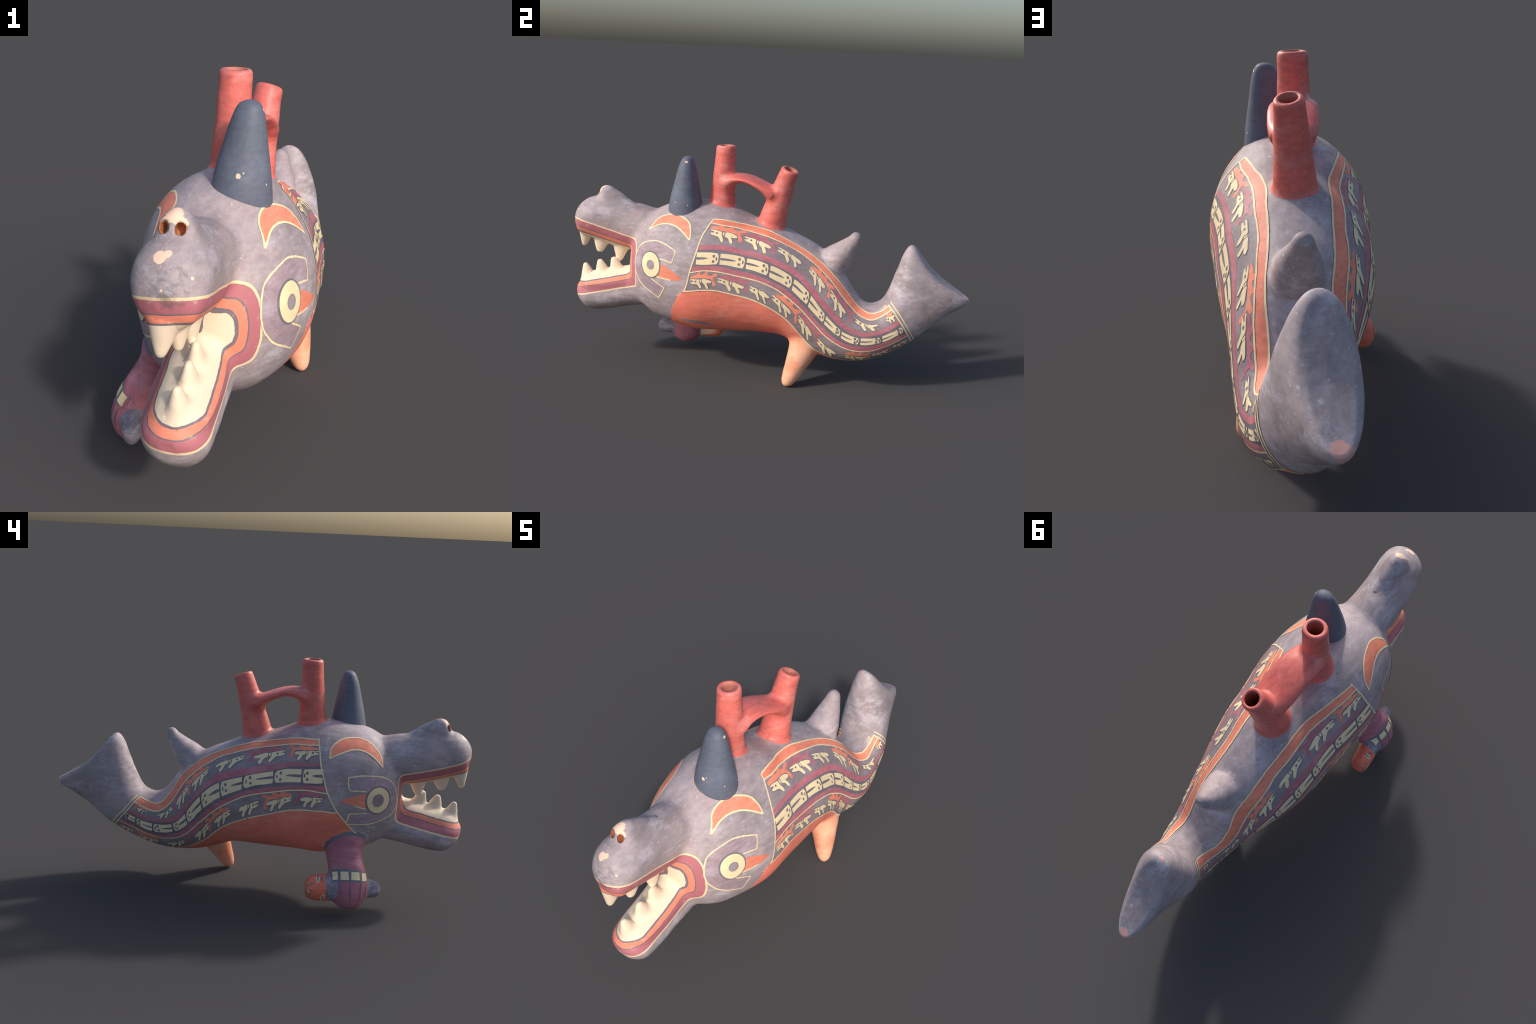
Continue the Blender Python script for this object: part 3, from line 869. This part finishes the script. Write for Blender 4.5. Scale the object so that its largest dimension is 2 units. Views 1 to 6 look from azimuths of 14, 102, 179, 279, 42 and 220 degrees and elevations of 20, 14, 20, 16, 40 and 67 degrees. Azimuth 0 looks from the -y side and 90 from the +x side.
CREATURES = {(+1, "upper"): [(.452, .579, ORANGE, .454, .612), (.608, .737, MAROON, .606, .770), (.766, .877, None, 0, 0), (.917, 1.017, ORANGE, .925, 1.066), (1.049, 1.159, MAROON, 1.058, 1.213), (1.215, 1.350, None, 0, 0), (1.401, 1.456, ORANGE, 1.400, 1.450)],
             (+1, "lower"): [(.383, .486, ORANGE, .383, .514), (.514, .644, MAROON, .525, .670), (.669, .768, None, 0, 0), (.782, .887, ORANGE, .800, .938), (.929, 1.021, MAROON, .937, 1.074), (1.055, 1.163, None, 0, 0), (1.202, 1.290, ORANGE, 1.204, 1.310), (1.313, 1.385, MAROON, 1.318, 1.400), (1.404, 1.480, None, 0, 0)],
             (-1, "upper"): [(.390, .504, ORANGE, .395, .535), (.541, .685, MAROON, .545, .722), (.728, .856, None, 0, 0), (.889, .984, ORANGE, .891, 1.024), (1.005, 1.094, MAROON, 1.020, 1.124), (1.117, 1.224, None, 0, 0), (1.288, 1.348, ORANGE, 1.282, 1.374)],
             (-1, "lower"): [(.357, .457, MAROON, .360, .486), (.497, .617, ORANGE, .500, .640), (.653, .747, None, 0, 0), (.790, .886, ORANGE, .795, .938), (.919, 1.028, MAROON, .935, 1.096), (1.096, 1.198, None, 0, 0), (1.236, 1.325, ORANGE, 1.234, 1.342), (1.352, 1.425, MAROON, 1.362, 1.432)]}
SEGMENTS = {+1: [.404, .517, .639, .752, .865, .961, 1.064, 1.165, 1.261, 1.363, 1.484],
            -1: [.360, .459, .587, .730, .835, .941, 1.047, 1.142, 1.253, 1.345, 1.408]}

for side in (1, -1):
    c = CURVE[side]
    J, T = c["J"], c["T"]
    start = lambda ph, J=J: float(J(ph)) + .004
    end = lambda ph, T=T: float(T(ph)) - .018
    for lo, hi, mat, nm, rows in (("B", "A", ORANGE, "painted_band", 5), ("D", "C", MAROON, "painted_stripe", 4), ("H", "G", MAROON, "painted_stripe", 4)):
        m = Motif(); m.strip(side, c[lo], c[hi], start, end, mat, 1.2, rows)
        m.build(nm, body)
    m = Motif()
    m.strip(side, c["C"], c["B"], start, end, WASH, .7, 8)
    m.strip(side, c["I"], c["H"], start, end, WASH, .7, 8)
    m.strip(side, c["G"], c["D"], start, end, DARK, .7, 8)
    m.build("painted_ground", body)
    m = Motif()
    for key, wd in (("A", .0065), ("B", .0062), ("H", .0055), ("I", .0065)):
        a0 = float(J(c[key](.42))) if key != "I" else float(J(c["I"](.34)))
        a1 = end(float(c[key](1.42)))
        m.line(path(side, c[key], a0, a1, 60), wd, CREAM, 3)
    ph = np.linspace(float(c["A"](.45)), -14 if side > 0 else -34, 40)
    m.line(chart(J(ph), ph, side), .0066, CREAM, 3)
    ph = np.linspace(float(c["A"](1.42)), -88, 50)
    m.line(chart(T(ph), ph, side), .0058, CREAM, 3)
    m.line(chart(T(ph) - .017, ph, side), .0058, CREAM, 3)
    m.build("painted_outline", body)

    cuts = SEGMENTS[side]
    for i in range(len(cuts) - 1):
        place, sc = lane_place(side, cuts[i] + .003, cuts[i + 1] - .004, c["F"], c["E"])
        m = Motif(); r = RNG.normal
        m.patch([(0, .02), (.0, .98), (.3, 1), (.6, 1), (.93, .99), (.985, .72), (.99, .3), (.93, .02), (.6, 0), (.3, 0)], place, sc, CREAM, 2, rounded=False, jitter=.0008)
        w = .075; e = .58 + .05 * r()
        m.patch([(-.01, .5 - w), (-.01, .5 + w), (e * .5, .52 + w), (e, .52 + w * .4), (e + .01, .5), (e * .5, .49 - w)], place, sc, DARK, 3)
        for du, dv, a, b in ((.77, .74, .0062, .0072), (.76, .27, .0058, .0066), (.9, .5, .0035, .0095)):
            m.dot(du + .01 * r(), dv + .02 * r(), a, b, place, sc, DARK, 3, turn=.15 * r())
        m.build("painted_segment", body)

    for lane, (lo, hi) in (("upper", ("C", "B")), ("lower", ("I", "H"))):
        for s0, s1, hue, r0, r1 in CREATURES[(side, lane)]:
            m = Motif()
            v0 = .02 if lane == "upper" else .03
            place, sc = lane_place(side, s0, s1, c[lo], c[hi])
            shift = .03 * RNG.normal()
            warp = lambda pts, k=shift: [(u, v + k * .6 + v0) for u, v in pts]
            for shape in (HEAD, RUMP):
                m.patch(warp(shape), place, sc, CREAM, 2.4, jitter=.0009)
                m.patch(warp(shape), place, sc, DARK, 1.9, rounded=False, grow=.0035)
            m.patch(warp(BAR), place, sc, CREAM, 2.4, rounded=False)
            m.dot(.26, .51 + shift * .6 + v0, .0052, .0048, place, sc, DARK, 3)
            if hue is not None:
                place, sc = lane_place(side, r0, r1, c[lo], c[hi])
                m.patch(warp(BACK), place, sc, hue, 1.4, jitter=.0011)
            m.build("painted_fish", body)

# head motifs, drawn on the profile plane (y, z) and carried out to each cheek
def cheek(side):
    def place(y, z):
        out = []
        for a, b in zip(np.atleast_1d(y), np.atleast_1d(z)):
            h = SKIN.ray_cast(Vector((side * 1.0, a, b)), Vector((-side, 0, 0)))[0]
            out.append(tuple(h) if h is not None else (side * .2, a, b))
        return np.array(out)
    return place

BROW = {+1: [(-.563, .730), (-.544, .758), (-.524, .786), (-.490, .812), (-.452, .824), (-.411, .820), (-.376, .803), (-.354, .780), (-.339, .745), (-.338, .710), (-.367, .733), (-.404, .756), (-.440, .767), (-.474, .768), (-.511, .760), (-.539, .746)],
        -1: [(-.357, .733), (-.360, .774), (-.383, .804), (-.414, .821), (-.451, .824), (-.493, .818), (-.533, .795), (-.564, .764), (-.586, .733), (-.596, .692), (-.573, .718), (-.543, .744), (-.507, .763), (-.469, .770), (-.436, .765), (-.407, .755)]}
CHEEK = {+1: [(-.479, .610), (-.415, .598), (-.399, .654), (-.443, .674), (-.491, .687), (-.522, .687), (-.567, .674), (-.604, .648), (-.621, .614), (-.629, .571), (-.624, .528), (-.610, .498), (-.585, .469), (-.539, .441), (-.483, .411), (-.452, .467), (-.483, .485), (-.523, .507)],
         -1: [(-.534, .592), (-.463, .595), (-.454, .607), (-.448, .654), (-.484, .660), (-.538, .661), (-.593, .653), (-.628, .636), (-.651, .609), (-.664, .574), (-.672, .531), (-.669, .497), (-.653, .468), (-.630, .453), (-.593, .438), (-.542, .429), (-.450, .431), (-.464, .485), (-.542, .486)]}
EYE = {+1: ((-.528, .573), .050, .060, .021, .023), -1: ((-.587, .546), .049, .062, .025, .031)}
WEDGE = {+1: [(-.473, .588), (-.440, .573), (-.401, .555), (-.354, .524), (-.380, .516), (-.416, .513), (-.493, .520), (-.478, .555)],
         -1: [(-.420, .548), (-.450, .560), (-.482, .569), (-.533, .584), (-.530, .546), (-.537, .508), (-.485, .524), (-.444, .536)]}
for side in BROW:                       # keep the brow clear of the horn's foot
    BROW[side] = [(y, z if z < .78 else .78 + (z - .78) * (.66 if side > 0 else .8)) for y, z in BROW[side]]
for side in (1, -1):
    place, one = cheek(side), (1.0, 1.0)
    m = Motif()
    m.patch(BROW[side], place, one, ORANGE, 1)
    b = BROW[side] + BROW[side][:1]
    tips = (0, 9)
    m.line(place(*np.array(b[0:10]).T), .0068, CREAM, 2); m.line(place(*np.array(b[9:17]).T), .0068, CREAM, 2)
    m.build("eyebrow", head)
    m = Motif()
    line = CHEEK[side]
    corners = (1, 2, 14, 15) if side > 0 else (1, 3, 16, 17)
    cuts = [0, *corners, len(line) - 1]
    bent = []
    for a, b in zip(cuts[:-1], cuts[1:]):
        run = np.column_stack([np.array(line[a:b + 1]), np.zeros(b + 1 - a)])
        bent += (spline(run, 8 * (b - a))[:-1, :2] if b - a > 1 else run[:1, :2]).tolist()
    m.patch(bent + [line[-1]], place, one, PANEL, 1, rounded=False)
    for a, b in zip(cuts[:-1], cuts[1:]):
        m.line(place(*np.array(line[a:b + 1]).T), .0058, CREAM, 2, ragged=.5)
    m.patch(WEDGE[side], place, one, ORANGE, 1, rounded=False)
    w = WEDGE[side]
    m.line(place(*np.array(w[5:7] if side > 0 else w[5:7]).T), .006, CREAM, 2, ragged=.6)
    m.build("cheek_panel", head)
    (cy, cz), ra, rb, pa, pb = EYE[side]
    m = Motif()
    for a, b_, mat, ly in ((ra + .006, rb + .006, DARK, 2), (ra, rb, CREAM, 3), (pa, pb, WASH, 4)):
        m.dot(cy, cz, a, b_, place, one, mat, ly, n=40, turn=.12 * side)
    m.build("eye", head)

# arm: bracelet of cream plaques, finger lines; trophy face
place, one = cheek(-1), (1.0, 1.0)
m = Motif()
m.patch([(-.399, .208), (-.43, .222), (-.484, .231), (-.53, .226), (-.563, .208), (-.571, .167), (-.545, .174), (-.495, .180), (-.445, .174), (-.411, .166)], place, one, DARK, 1, rounded=False)
for q in ([(-.409, .204), (-.434, .212), (-.439, .180), (-.414, .174)], [(-.447, .216), (-.482, .220), (-.490, .187), (-.451, .181)],
          [(-.496, .221), (-.531, .217), (-.538, .185), (-.499, .187)], [(-.543, .213), (-.561, .204), (-.568, .174), (-.547, .181)]):
    m.patch(q, place, one, CREAM, 2, rounded=False)
m.build("bracelet", arm)
m = Motif()
for a, b in (((-.445, .172), (-.460, .091)), ((-.495, .180), (-.501, .085)), ((-.545, .174), (-.544, .088)), ((-.568, .165), (-.566, .10))):
    m.line(place(*np.linspace(a, b, 6).T), .006, DARK, 2, taper=True)
m.build("finger_line", arm)
m = Motif()
for (y, z), t in (((-.346, .176), -.25), ((-.374, .091), .35)):
    m.dot(y, z, .0085, .0165, place, one, CREAM, 2, n=18, turn=t)
    m.dot(y, z, .0040, .0115, place, one, DARK, 3, n=14, turn=t)
m.line(place(*np.array([(-.362, .184), (-.370, .170)]).T), .007, DARK, 2)
m.line(place(*np.array([(-.389, .128), (-.396, .090)]).T), .007, DARK, 2)
m.line(place(*np.array([(-.327, .157), (-.296, .136)]).T), .005, DARK, 2)
m.line(place(*np.array([(-.300, .130), (-.306, .103), (-.322, .110)]).T), .005, DARK, 3)
m.line(place(*np.array([(-.305, .128), (-.310, .107)]).T), .006, CREAM, 2)
m.build("face_paint", trophy)
m = Motif()
edge = [v for v in RING if v[0] < -.13 and v[2] > .2]
edge = sorted(edge, key=lambda v: v[1])
edge = [np.mean(edge[i:i + 8], axis=0) for i in range(0, len(edge) - 7, 8)]
m.line([e + np.array([-.004, 0, -.004]) for e in edge], .020, DARK, 1, ragged=.6)
m.build("painted_ring", arm)
m = Motif()
m.line([(.222, -.383, .296), (.231, -.325, .297), (.219, -.263, .284), (.207, -.219, .275)], .028, PANEL, 1, ragged=.4, taper=True)
m.build("painted_stroke", belly)
